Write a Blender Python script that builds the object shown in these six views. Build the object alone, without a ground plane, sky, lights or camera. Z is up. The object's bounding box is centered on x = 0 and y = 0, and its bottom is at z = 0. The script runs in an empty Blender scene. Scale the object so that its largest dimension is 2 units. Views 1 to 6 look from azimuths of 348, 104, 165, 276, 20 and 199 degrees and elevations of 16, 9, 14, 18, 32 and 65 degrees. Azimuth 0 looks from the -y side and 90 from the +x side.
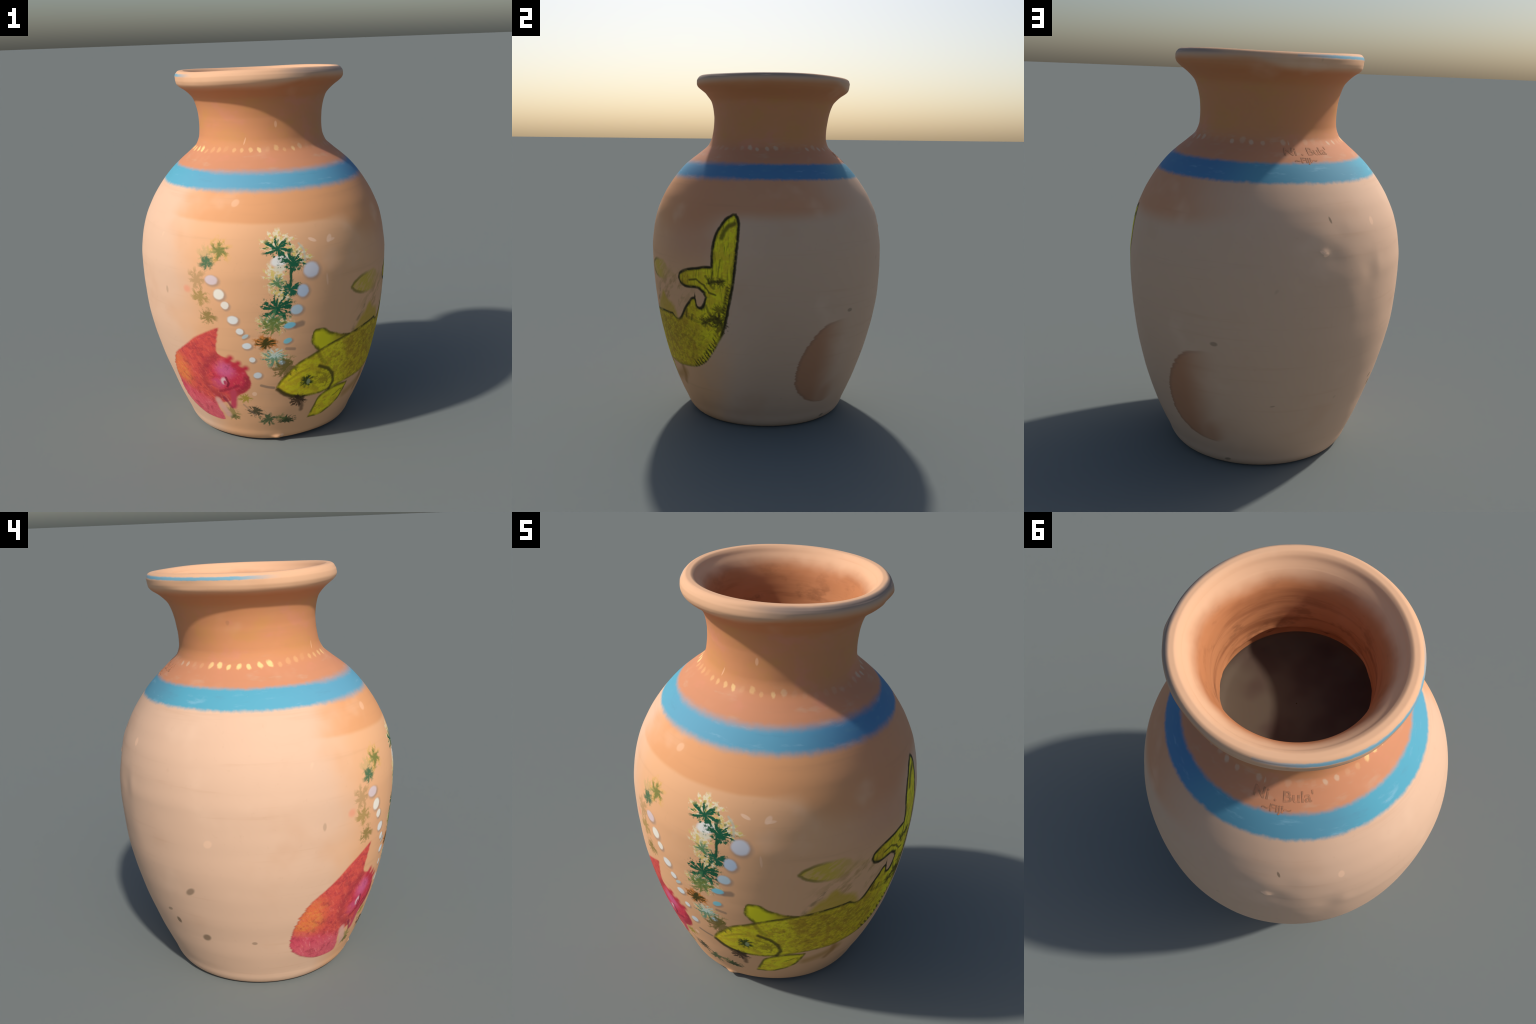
"""A hand-thrown terracotta vase painted with two fish, water plants, bubbles,
a sky-blue shoulder band and a ring of cream dots.  All surfaces are one smooth
revolved wall, split into named regions; all paint is procedural node work laid
out in (azimuth in degrees, height in metres) round the vase axis."""
import bpy, math
import numpy as np
from mathutils import Vector

rng = np.random.default_rng(7)
DEG = 0.011            # metres of wall per degree of azimuth, used for paint layout


# --------------------------------------------------------------------------
# small maths
# --------------------------------------------------------------------------
def pchip(x, y, q):
    x, y, q = (np.asarray(v, float) for v in (x, y, q))
    h, d = np.diff(x), np.diff(y) / np.diff(x)
    m = np.zeros_like(y)
    a, b, w1, w2 = d[:-1], d[1:], 2 * h[1:] + h[:-1], h[1:] + 2 * h[:-1]
    with np.errstate(all="ignore"):
        m[1:-1] = np.where(a * b > 0, (w1 + w2) / (w1 / a + w2 / b), 0)
    m[0], m[-1] = d[0], d[-1]
    i = np.clip(np.searchsorted(x, q) - 1, 0, len(h) - 1)
    t = (q - x[i]) / h[i]
    return ((2*t**3 - 3*t**2 + 1) * y[i] + (t**3 - 2*t**2 + t) * h[i] * m[i]
            + (-2*t**3 + 3*t**2) * y[i+1] + (t**3 - t**2) * h[i] * m[i+1])


def sstep(x, a, b):
    t = np.clip((x - a) / (b - a), 0, 1)
    return t * t * (3 - 2 * t)


def wrap(d):
    return (d + 180) % 360 - 180


# --------------------------------------------------------------------------
# the wall: outer profile (height, radius), then lip, inner wall and floor
# --------------------------------------------------------------------------
OUTER = [(0, .432), (.012, .449), (.04, .4685), (.08, .4840), (.14, .5100), (.22, .5423), (.3, .5715),
         (.4, .6058), (.5, .6324), (.6, .6546), (.7, .6712), (.8, .6810), (.9, .6875), (1.0, .6887),
         (1.1, .6789), (1.2, .6573), (1.3, .6157), (1.37, .5732), (1.43, .5299), (1.48, .4874),
         (1.52, .4436), (1.56, .3958), (1.6, .3553), (1.65, .338), (1.7, .3351), (1.75, .3372),
         (1.79, .3433), (1.825, .3525), (1.85, .3630), (1.868, .3775), (1.89, .4010), (1.915, .4330), (1.932, .4475),
         (1.948, .4525), (1.966, .4530), (1.980, .4480)]
# (radius, height) over the lip, down the throat and over the dark floor
INNER = [(.4490, 1.980), (.442, 1.989), (.430, 1.9945), (.414, 1.9945), (.400, 1.987), (.386, 1.970), (.364, 1.948),
         (.338, 1.916), (.318, 1.880), (.306, 1.835), (.298, 1.785), (.293, 1.735), (.290, 1.700),
         (.288, 1.678), (.296, 1.660), (.314, 1.640), (.322, 1.605), (.316, 1.570), (.285, 1.546), (.20, 1.538), (.10, 1.536), (.002, 1.536)]
CENTRE_Z = [0, .14, .3, .7, 1.1, 1.5, 1.75, 2.0]
CENTRE_X = [.0075, .0095, .0096, -.0009, -.0029, .0059, .0097, .0107]
CENTRE_Y = [.0015, .0008, .0008, .0049, -.0033, -.0043, .0245, .0408]
NCOL = 720


def profile():
    zo = np.concatenate([np.linspace(0, .1, 24)[:-1], np.linspace(.1, 1.40, 240)[:-1],
                         np.linspace(1.40, 1.86, 110)[:-1], np.linspace(1.86, 1.98, 44)])
    ro = pchip(*zip(*OUTER), zo)
    inner = np.array(INNER)
    s = np.concatenate([[0], np.cumsum(np.hypot(*np.diff(inner, axis=0).T))])
    q = np.concatenate([np.linspace(0, s[-5], 170), np.linspace(s[-5], s[-1], 40)[1:]])[1:]
    ri, zi = pchip(s, inner[:, 0], q), pchip(s, inner[:, 1], q)
    # underside, from the middle outwards
    rb = np.array([.002, .1, .2, .3, .38, .42, .432])
    zb = np.array([.008, .008, .007, .006, .004, .0015, .0004])
    r = np.concatenate([rb, ro, ri])
    z = np.concatenate([zb, zo, zi])
    side = np.concatenate([np.full(len(rb), -1), np.zeros(len(ro), int), np.ones(len(ri), int)])
    return r, z, side


def value_noise(a, z, na, nz, seed):
    """smooth noise, periodic in azimuth: na cells round, cells of height nz"""
    g = np.random.default_rng(seed).uniform(-1, 1, (na, 64))
    u, v = (a % 360) / 360 * na, z / nz + 3
    i, j = np.floor(u).astype(int), np.floor(v).astype(int)
    fu, fv = u - i, v - j
    fu, fv = fu*fu*(3 - 2*fu), fv*fv*(3 - 2*fv)
    at = lambda p, q: g[p % na, q % 64]
    return ((at(i, j) * (1-fu) + at(i+1, j) * fu) * (1-fv) + (at(i, j+1) * (1-fu) + at(i+1, j+1) * fu) * fv)


def build_wall():
    r, z, side = profile()
    t = np.radians(np.arange(NCOL) * 360 / NCOL)          # angle from +x
    az = wrap(np.degrees(t) + 90)[None, :]                # azimuth: 0 at -y, 90 at +x
    Z0 = z[:, None] + 0 * az
    R = r[:, None] + 0 * az
    w = sstep(Z0, 1.55, 1.95)
    R = R + np.where((side == 0)[:, None], .0014 + .003 * np.exp(-((Z0 - .22) / .13) ** 2) + .003 * np.exp(-((Z0 - 1.40) / .09) ** 2), 0)
    c = lambda k: np.cos(k * t)[None]
    s = lambda k: np.sin(k * t)[None]
    R = R * (1 + (1 - w) * (-.0010 * c(2) + .0034 * s(2))
             + w * (.0062 * c(2) - .0040 * s(2) + .0045 * c(3) + .0053 * s(3)))
    Z = Z0 + sstep(Z0, 1.90, 1.97) * .0022 * value_noise(az, Z0 * 0, 11, 1, 17) + w * (.0004 * c(1) - .0052 * s(1) - .0008 * c(2) - .0004 * s(2) + .0016 * s(3))
    outer = (side == 0)[:, None]
    inner = (side == 1)[:, None]
    amp = np.where(outer, .0016, 0) * sstep(Z0, .02, .2)
    R = R + amp * (value_noise(az, Z0, 9, .35, 1) + .4 * value_noise(az, Z0, 26, .11, 2))
    # throwing rings, faint outside, plainer inside the throat
    R = R + np.where(outer, .00012, 0) * np.sin(Z0 * 62 + 2 * value_noise(az, Z0, 5, .3, 3)) * (1 - w)
    R = R + np.where(inner & (Z0 < 1.95) & (Z0 > 1.66), .0014, 0) * (value_noise(az, Z0, 5, .05, 4) + .5 * value_noise(az, Z0, 14, .03, 14))
    # the floor slopes down towards the back right; the torn edge is wavy
    Z = Z - np.where(inner & (Z0 < 1.60), 1, 0) * sstep(Z0, 1.60, 1.53) * R * .09 * np.cos(np.radians(az - 140))
    Z = Z + np.exp(-((Z0 - 1.675) / .02) ** 2) * inner * .012 * value_noise(az, Z0 * 0, 9, 1, 15)
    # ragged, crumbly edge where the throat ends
    edge = np.exp(-((Z0 - 1.672) / .018) ** 2) * inner
    R = R + edge * (.005 * value_noise(az, Z0, 24, .03, 5) + .0015 * value_noise(az, Z0, 90, .01, 6))
    # the lip is thinner and rises on the front right, thumb-pressed
    soft = np.exp(-(wrap(az - 32) / 30) ** 2)
    R = R - np.where(outer, 1, 0) * soft * .012 * np.exp(-((Z0 - 1.905) / .022) ** 2)
    band = sstep(abs(wrap(az + 118)), 115, 60)
    R = R + np.where(outer, 1, 0) * band * .005 * np.exp(-((Z0 - 1.916) / .017) ** 2)
    lip = np.exp(-((Z0 - 1.945) / .03) ** 2) * outer
    R = R + lip * (.007 * np.exp(-(wrap(az - 99) / 5) ** 2) - .004 * np.exp(-(wrap(az - 88) / 4) ** 2))
    near_rim = np.where(outer, sstep(Z0, 1.86, 1.93), inner * sstep(Z0, 1.88, 1.975))
    R = R + near_rim * (-.006 * np.exp(-(wrap(az + 130) / 35) ** 2) - .005 * np.exp(-(wrap(az - 135) / 22) ** 2)
                                               + .005 * np.exp(-(wrap(az - 50) / 25) ** 2))
    R = R + lip * .0032 * value_noise(az, Z0, 22, .05, 8)
    # dented patch on the lit back
    for a0, z0, ra, rz, d in [(-149, 1.03, 4, .05, -.004), (-143, 1.06, 3, .06, .002), (-158, 1.10, 6, .06, .0028),
                              (-168, 1.12, 5, .05, -.0025), (-160, .95, 6, .07, .0025), (-150, .90, 5, .08, -.002), (-170.8, 1.132, 1.6, .014, .005),
                              (-172, 1.20, 5, .05, .002), (-163, 1.22, 4, .04, -.002), (-140, .80, 7, .1, .003)]:
        R = R + np.where(outer, d, 0) * np.exp(-(wrap(az - a0) / ra) ** 2 - ((Z0 - z0) / rz) ** 2)
    # small lump of clay on the foot, and the foot edge just off the table beside it
    R = R + np.where(side[:, None] <= 0, 1, 0) * .014 * np.exp(-(wrap(az + 8) / 3.2) ** 2 - ((Z0 - .022) / .016) ** 2)
    lift = np.exp(-(wrap(az - 16) / 26) ** 2) + .3 * np.exp(-(wrap(az + 40) / 18) ** 2)
    Z = Z + .011 * lift * (1 - sstep(Z0, 0, .09)) * sstep(R, .3, .43)
    X = np.interp(z, CENTRE_Z, CENTRE_X)[:, None] + R * c(1)
    Y = np.interp(z, CENTRE_Z, CENTRE_Y)[:, None] + R * s(1)
    P = np.stack([X, Y, Z + 0 * X], -1)
    top = P[..., 2].max()
    P[..., 2] *= 2.0 / top
    P[..., 2] -= P[..., 2].min()
    return P, z, side


def outer_point(P, z, side, a, h):
    """point and outward normal on the outer wall at azimuth a, height h"""
    rows = np.where(side == 0)[0]
    i = rows[np.argmin(abs(z[rows] - h))]
    f = ((a - 90) % 360) / 360 * NCOL
    j = int(f); u = f - j
    i0 = max(rows[0], i - 1); i1 = min(rows[-1] - 1, i)
    k = i0 if z[i] > h else i1
    v = (h - z[k]) / (z[k+1] - z[k])
    j2 = (j + 1) % NCOL
    q = lambda kk: P[kk, j % NCOL] * (1 - u) + P[kk, j2] * u
    p = q(k) * (1 - v) + q(k + 1) * v
    n = np.cross(P[k, (j + 1) % NCOL] - P[k, (j - 1) % NCOL], q(k + 1) - q(k))
    return p, n / np.linalg.norm(n)


# --------------------------------------------------------------------------
# the painted outlines: (azimuth, height) control points
# --------------------------------------------------------------------------
FISH_BODY_TOP = [(-8, .392), (-6, .430), (-3.5, .464), (0, .507), (3.3, .537), (9, .567), (14, .595), (20, .617), (27, .632),
                 (34, .642), (43, .652), (50, .655), (55.5, .630), (57.5, .640), (61.6, .695), (65.5, .745),
                 (69.3, .776), (70.0, .744), (71.8, .722), (74, .74), (77, .80), (87, .82)]
FISH_BODY_BOTTOM = [(-8, .386), (-4, .348), (0, .322), (4, .310), (12, .308), (20, .315), (28, .332), (37, .339), (47, .337), (56, .345),
                    (64, .360), (70, .390), (76.6, .465), (80.3, .525), (83.6, .590), (85.5, .66), (88.3, .80)]
TAIL_LEFT = [(.64, 79), (.72, 75), (.75, 75.2), (.78, 75.7), (.81, 74.8), (.83, 76), (.87, 78), (.95, 79.0), (1.06, 79.3), (1.126, 80.4),
             (1.186, 83.2), (1.215, 85.0), (1.24, 88.2)]
TAIL_RIGHT = [(.64, 84.9), (.716, 86.6), (.80, 88.3), (.88, 89.6), (.955, 90.4), (1.06, 91.2), (1.172, 91.6), (1.217, 90.9), (1.24, 89.6)]
HOOK_TOP = [(59.2, .880), (59.8, .898), (61.2, .912), (65.9, .932), (71.4, .944), (75.7, .955), (80, .957)]
HOOK_BOTTOM = [(59.2, .876), (60.0, .855), (61.5, .841), (64.6, .831), (70.4, .835), (74, .815), (76, .80), (80, .78)]
LOBE_TOP = [(8.2, .655), (8.8, .696), (10.5, .713), (13.5, .711), (17.3, .682), (21, .666), (25.5, .646), (31, .630)]
LOBE_BOTTOM = [(8.2, .650), (9.0, .630), (11.5, .596), (14, .582), (22, .600), (31, .620)]
HUMP_TOP = [(31, .640), (33, .662), (36, .705), (39.4, .735), (43.6, .772), (47, .735), (52.5, .712), (56, .645)]
PECT_TOP = [(11.5, .155), (13, .200), (14.4, .245), (16.2, .285), (20, .308), (27, .325), (35, .320)]
PECT_BOTTOM = [(11.5, .150), (17.6, .148), (24.8, .172), (30.5, .212), (33.3, .262), (35, .314)]
FLOAT_TOP = [(28.4, .901), (31, .927), (37, .948), (44, .952), (50, .918), (57.5, .885)]
FLOAT_BOTTOM = [(28.4, .895), (32, .866), (38.5, .843), (45, .840), (50, .860), (57.5, .872)]
RED_LEFT = [(.128, -46), (.137, -54), (.163, -61.4), (.202, -67.4), (.24, -70.4), (.279, -71.4), (.334, -70.9), (.396, -69.5),
            (.453, -67.4), (.505, -64.4), (.547, -60.4), (.576, -56.7), (.622, -51.3), (.667, -46.4), (.707, -40.4), (.745, -34)]
RED_RIGHT = [(.128, -43), (.143, -40.2), (.165, -40.2), (.234, -42.0), (.262, -38.6), (.285, -33), (.336, -27.0), (.371, -22.4),
             (.422, -20.4), (.468, -21.4), (.519, -24.5), (.548, -28), (.573, -31.5), (.585, -34.2), (.607, -35.6), (.687, -34.3), (.745, -33.2)]


def inside(lo, hi, x, y, pad=0.0):
    """python test used only to give the painted figures their own mesh region"""
    lx, ly = zip(*lo); hx, hy = zip(*hi)
    return ((x > max(lx[0], hx[0]) - pad / DEG) & (x < min(lx[-1], hx[-1]) + pad / DEG)
            & (y > np.interp(x, lx, ly) - pad) & (y < np.interp(x, hx, hy) + pad))


def inside_h(left, right, a, z, pad=0.0):
    lz, la = zip(*left); rz, ra = zip(*right)
    return ((z > max(lz[0], rz[0]) - pad) & (z < min(lz[-1], rz[-1]) + pad)
            & (a > np.interp(z, lz, la) - pad / DEG) & (a < np.interp(z, rz, ra) + pad / DEG))


# --------------------------------------------------------------------------
# node shorthand
# --------------------------------------------------------------------------
class S:
    """a socket with arithmetic"""
    def __init__(self, g, sock):
        self.g, self.s = g, sock
    def _m(self, op, *o, clamp=False):
        return self.g.math(op, self, *o, clamp=clamp)
    def __add__(self, o): return self._m("ADD", o)
    __radd__ = __add__
    def __sub__(self, o): return self._m("SUBTRACT", o)
    def __rsub__(self, o): return self.g.math("SUBTRACT", o, self)
    def __mul__(self, o): return self._m("MULTIPLY", o)
    __rmul__ = __mul__
    def __truediv__(self, o): return self._m("DIVIDE", o)


class Graph:
    """one node tree: either a material's own, or a paint layer (a group, colour in, colour out)"""
    def __init__(self, name, layer=False):
        if layer:
            self.t = bpy.data.node_groups.new(name, "ShaderNodeTree")
            self.t.interface.new_socket("Color", in_out="INPUT", socket_type="NodeSocketColor")
            self.t.interface.new_socket("Color", in_out="OUTPUT", socket_type="NodeSocketColor")
            self.under = S(self, self.t.nodes.new("NodeGroupInput").outputs[0])
        else:
            self.mat = bpy.data.materials.new(name)
            self.mat.use_nodes = True
            self.t = self.mat.node_tree
            self.t.nodes.clear()
        tc = self.t.nodes.new("ShaderNodeTexCoord")
        self.pos = S(self, tc.outputs["Object"])
        sep = self.t.nodes.new("ShaderNodeSeparateXYZ")
        self.t.links.new(tc.outputs["Object"], sep.inputs[0])
        self.x, self.y, self.z = (S(self, sep.outputs[i]) for i in range(3))
        self.a = self.math("MULTIPLY", self.math("ARCTAN2", self.x, self.y * -1), 180 / math.pi)
    def layer(self, col, build):
        """lay one paint layer over col"""
        t = bpy.data.node_groups.get(build.__name__)
        if t is None:
            g = Graph(build.__name__, True)
            out = g.t.nodes.new("NodeGroupOutput")
            g.put(out.inputs[0], build(g, g.under))
            t = g.t
        n = self.t.nodes.new("ShaderNodeGroup"); n.node_tree = t
        self.put(n.inputs[0], col)
        return S(self, n.outputs[0])
    def paint_xy(self):
        """slightly wandering paint coordinates: metres round the wall, height"""
        jit = self.noise(self.pos, 48, 2, .6)
        wan = self.noise(self.pos, 3.2, 2, .55)
        return self.a * DEG + (jit - .5) * .008, self.z + (wan - .5) * .004
    def vmath(self, op, *v):
        n = self.t.nodes.new("ShaderNodeVectorMath"); n.operation = op
        for i, x in enumerate(v): self.put(n.inputs[i], x)
        return S(self, n.outputs[1 if op in ("LENGTH", "DISTANCE", "DOT_PRODUCT") else 0])
    def flat(self, x, y):
        """(x, y, 1) as a vector, made once for each pair of coordinates"""
        key = (x.s.node.name, y.s.node.name)
        if getattr(self, "_xy", (None,))[0] != key: self._xy = (key, self.vec(x, y, 1.0))
        return self._xy[1]
    def axis(self, x, y, a, z, turn, unit=1.0):
        """coordinate along a direction turned by `turn` degrees, from (a, z), in units"""
        c, s = math.cos(math.radians(turn)) / unit, math.sin(math.radians(turn)) / unit
        return self.vmath("DOT_PRODUCT", self.flat(x, y), (c, s, -(a * DEG * c + z * s)))
    def local(self, x, y, a, z, sx, sy, turn=0.0):
        """coordinates in a turned frame at (a, z) whose unit lengths are sx, sy"""
        if not turn:
            return self.vmath("MULTIPLY_ADD", self.flat(x, y), (1 / sx, 1 / sy, 0), (-a * DEG / sx, -z / sy, 0))
        return self.vec(self.axis(x, y, a, z, turn, sx), self.axis(x, y, a, z, turn + 90, sy))
    def grain(self, scale, detail=2.0, rough=.5, stretch=(1, 1, 1), along=None):
        """noise in space, squeezed by stretch, its third axis laid along a direction"""
        n = self.t.nodes.new("ShaderNodeMapping"); n.vector_type = "TEXTURE"
        self.put(n.inputs["Vector"], self.pos)
        n.inputs["Scale"].default_value = tuple(1 / max(k, 1e-3) for k in stretch)
        if along: n.inputs["Rotation"].default_value = Vector(along).to_track_quat("Z", "Y").to_euler()
        return self.noise(S(self, n.outputs[0]), scale, detail, rough)
    def put(self, inp, v):
        if isinstance(v, S): self.t.links.new(v.s, inp)
        elif v is not None:
            if inp.type == "RGBA" and len(v) == 3: v = (*v, 1)
            inp.default_value = v
    def math(self, op, *v, clamp=False):
        n = self.t.nodes.new("ShaderNodeMath"); n.operation = op; n.use_clamp = clamp
        for i, x in enumerate(v): self.put(n.inputs[i], x)
        return S(self, n.outputs[0])
    def mn(self, a, b): return self.math("MINIMUM", a, b)
    def mx(self, a, b): return self.math("MAXIMUM", a, b)
    def ramp(self, x, a, b, lo=0.0, hi=1.0):
        n = self.t.nodes.new("ShaderNodeMapRange"); n.interpolation_type = "SMOOTHSTEP"; n.clamp = False
        for i, v in enumerate((x, a, b, lo, hi)): self.put(n.inputs[i], v)
        return S(self, n.outputs[0])
    def mix(self, a, b, f):
        n = self.t.nodes.new("ShaderNodeMix"); n.data_type = "RGBA"
        self.put(n.inputs[0], f); self.put(n.inputs[6], a); self.put(n.inputs[7], b)
        return S(self, n.outputs[2])
    def vec(self, x, y, z=0.0):
        n = self.t.nodes.new("ShaderNodeCombineXYZ")
        for i, v in enumerate((x, y, z)): self.put(n.inputs[i], v)
        return S(self, n.outputs[0])
    def noise(self, v, scale, detail=2.0, rough=.5):
        n = self.t.nodes.new("ShaderNodeTexNoise")
        self.put(n.inputs["Vector"], v)
        n.inputs["Scale"].default_value, n.inputs["Detail"].default_value, n.inputs["Roughness"].default_value = scale, detail, rough
        return S(self, n.outputs[0])
    def white(self, w):
        n = self.t.nodes.new("ShaderNodeTexWhiteNoise"); n.noise_dimensions = "1D"
        self.put(n.inputs["W"], w)
        return S(self, n.outputs[0])
    def curve(self, x, pts, smooth=True):
        """height of a hand-placed profile curve above x"""
        xs, ys = zip(*pts)
        x0, x1, y0, y1 = xs[0], xs[-1], min(ys), max(ys)
        n = self.t.nodes.new("ShaderNodeFloatCurve")
        c = n.mapping.curves[0]
        while len(c.points) < len(pts): c.points.new(.5, .5)
        for p, (px, py) in zip(c.points, sorted(pts)):
            p.location = ((px - x0) / (x1 - x0), (py - y0) / (y1 - y0))
            p.handle_type = "AUTO_CLAMPED" if smooth else "VECTOR"
        n.mapping.update()
        self.put(n.inputs["Value"], (x - x0) * (1 / (x1 - x0)))
        return S(self, n.outputs[0]) * (y1 - y0) + y0
    def edge(self, x, y, pts):
        """y minus the curve, divided by the curve's steepness: about a distance, + above"""
        xs = [(p[0] * DEG, p[1]) for p in pts]
        f, g = self.curve(x, xs), self.curve(x + .008, xs)
        sl = (g - f) * 125
        return (y - f) / self.math("SQRT", sl * sl + 1)
    def edge_h(self, x, y, pts):
        """same for a curve giving azimuth over height: + to its right"""
        ps = [(p[0], p[1] * DEG) for p in pts]
        f, g = self.curve(y, ps), self.curve(y + .008, ps)
        sl = (g - f) * 125
        return (x - f) / self.math("SQRT", sl * sl + 1)
    def ellipse(self, x, y, a, z, ra, rz, turn=0.0, soft=.25):
        """soft-edged oval; a in degrees, radii in metres"""
        d = self.vmath("LENGTH", self.local(x, y, a, z, ra, rz, turn))
        return self.ramp(d, 1 + .8 * soft, 1 - .7 * soft)
    def stroke(self, x, y, pts, w, soft=.5):
        """brush line through (azimuth, height) points, half-width w"""
        best = None
        for (a0, z0), (a1, z1) in zip(pts, pts[1:]):
            bx, by = (a1 - a0) * DEG, z1 - z0
            ln, turn = math.hypot(bx, by), math.degrees(math.atan2(by, bx))
            u = self.axis(x, y, a0, z0, turn)
            v = self.axis(x, y, a0, z0, turn + 90)
            u = u - self.mn(self.mx(u, 0.0), ln)
            d = self.math("MULTIPLY_ADD", u, u, v * v)
            best = d if best is None else self.mn(best, d)
        return self.ramp(self.math("SQRT", best), w * (1 + soft), w * (1 - soft))
    def burst(self, x, y, a, z, r, seed, spikes=2.2, squash=1.0, core=.35):
        """spiky leaf tuft: its radius follows noise round the centre"""
        p = self.local(x, y, a, z, 1, squash)
        d = self.vmath("LENGTH", p)
        ang = self.math("ARCTAN2", self.vmath("DOT_PRODUCT", p, (1, 0, 0)), self.vmath("DOT_PRODUCT", p, (0, -1, 0)))
        n = self.t.nodes.new("ShaderNodeTexNoise"); n.noise_dimensions = "1D"
        self.put(n.inputs["W"], self.math("MULTIPLY_ADD", ang, spikes * .75, seed * 13.7) + d * 9)
        n.inputs["Scale"].default_value, n.inputs["Detail"].default_value = 1.0, 1.5
        if not hasattr(self, "_rag"): self._rag = self.noise(self.pos, 52, 3, .7)
        n = self.ramp(self.math("MULTIPLY_ADD", S(self, n.outputs[0]), .45, self._rag * .55), .39, .60)
        n = self.math("MULTIPLY_ADD", n, r * (1 - core), r * core)
        return self.ramp(d - n, .018, -.014)
    def finish(self, colour, rough=.7, bump=None, strength=.15, dist=.004):
        self.out = self.t.nodes.new("ShaderNodeOutputMaterial")
        self.bsdf = self.t.nodes.new("ShaderNodeBsdfPrincipled")
        self.t.links.new(self.bsdf.outputs[0], self.out.inputs[0])
        self.put(self.bsdf.inputs["Base Color"], colour)
        self.put(self.bsdf.inputs["Roughness"], rough)
        self.bsdf.inputs["Specular IOR Level"].default_value = .25
        if bump is not None:
            b = self.t.nodes.new("ShaderNodeBump")
            b.inputs["Strength"].default_value, b.inputs["Distance"].default_value = strength, dist
            self.put(b.inputs["Height"], bump)
            self.t.links.new(b.outputs[0], self.bsdf.inputs["Normal"])
        return self.mat


def rgb(r, g, b):
    f = lambda c: c / 12.92 if c <= .04045 else ((c + .055) / 1.055) ** 2.4
    return tuple(f(v / 255) for v in (r, g, b))


# --------------------------------------------------------------------------
# clay, bands and dots
# --------------------------------------------------------------------------
PALE = rgb(226, 186, 156)
WARM = rgb(235, 178, 132)
BROWN = rgb(226, 158, 106)
NECK = rgb(210, 142, 96)
SHOULDER = rgb(206, 140, 103)
LIP = rgb(227, 178, 140)
GREYED = rgb(218, 179, 149)


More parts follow.
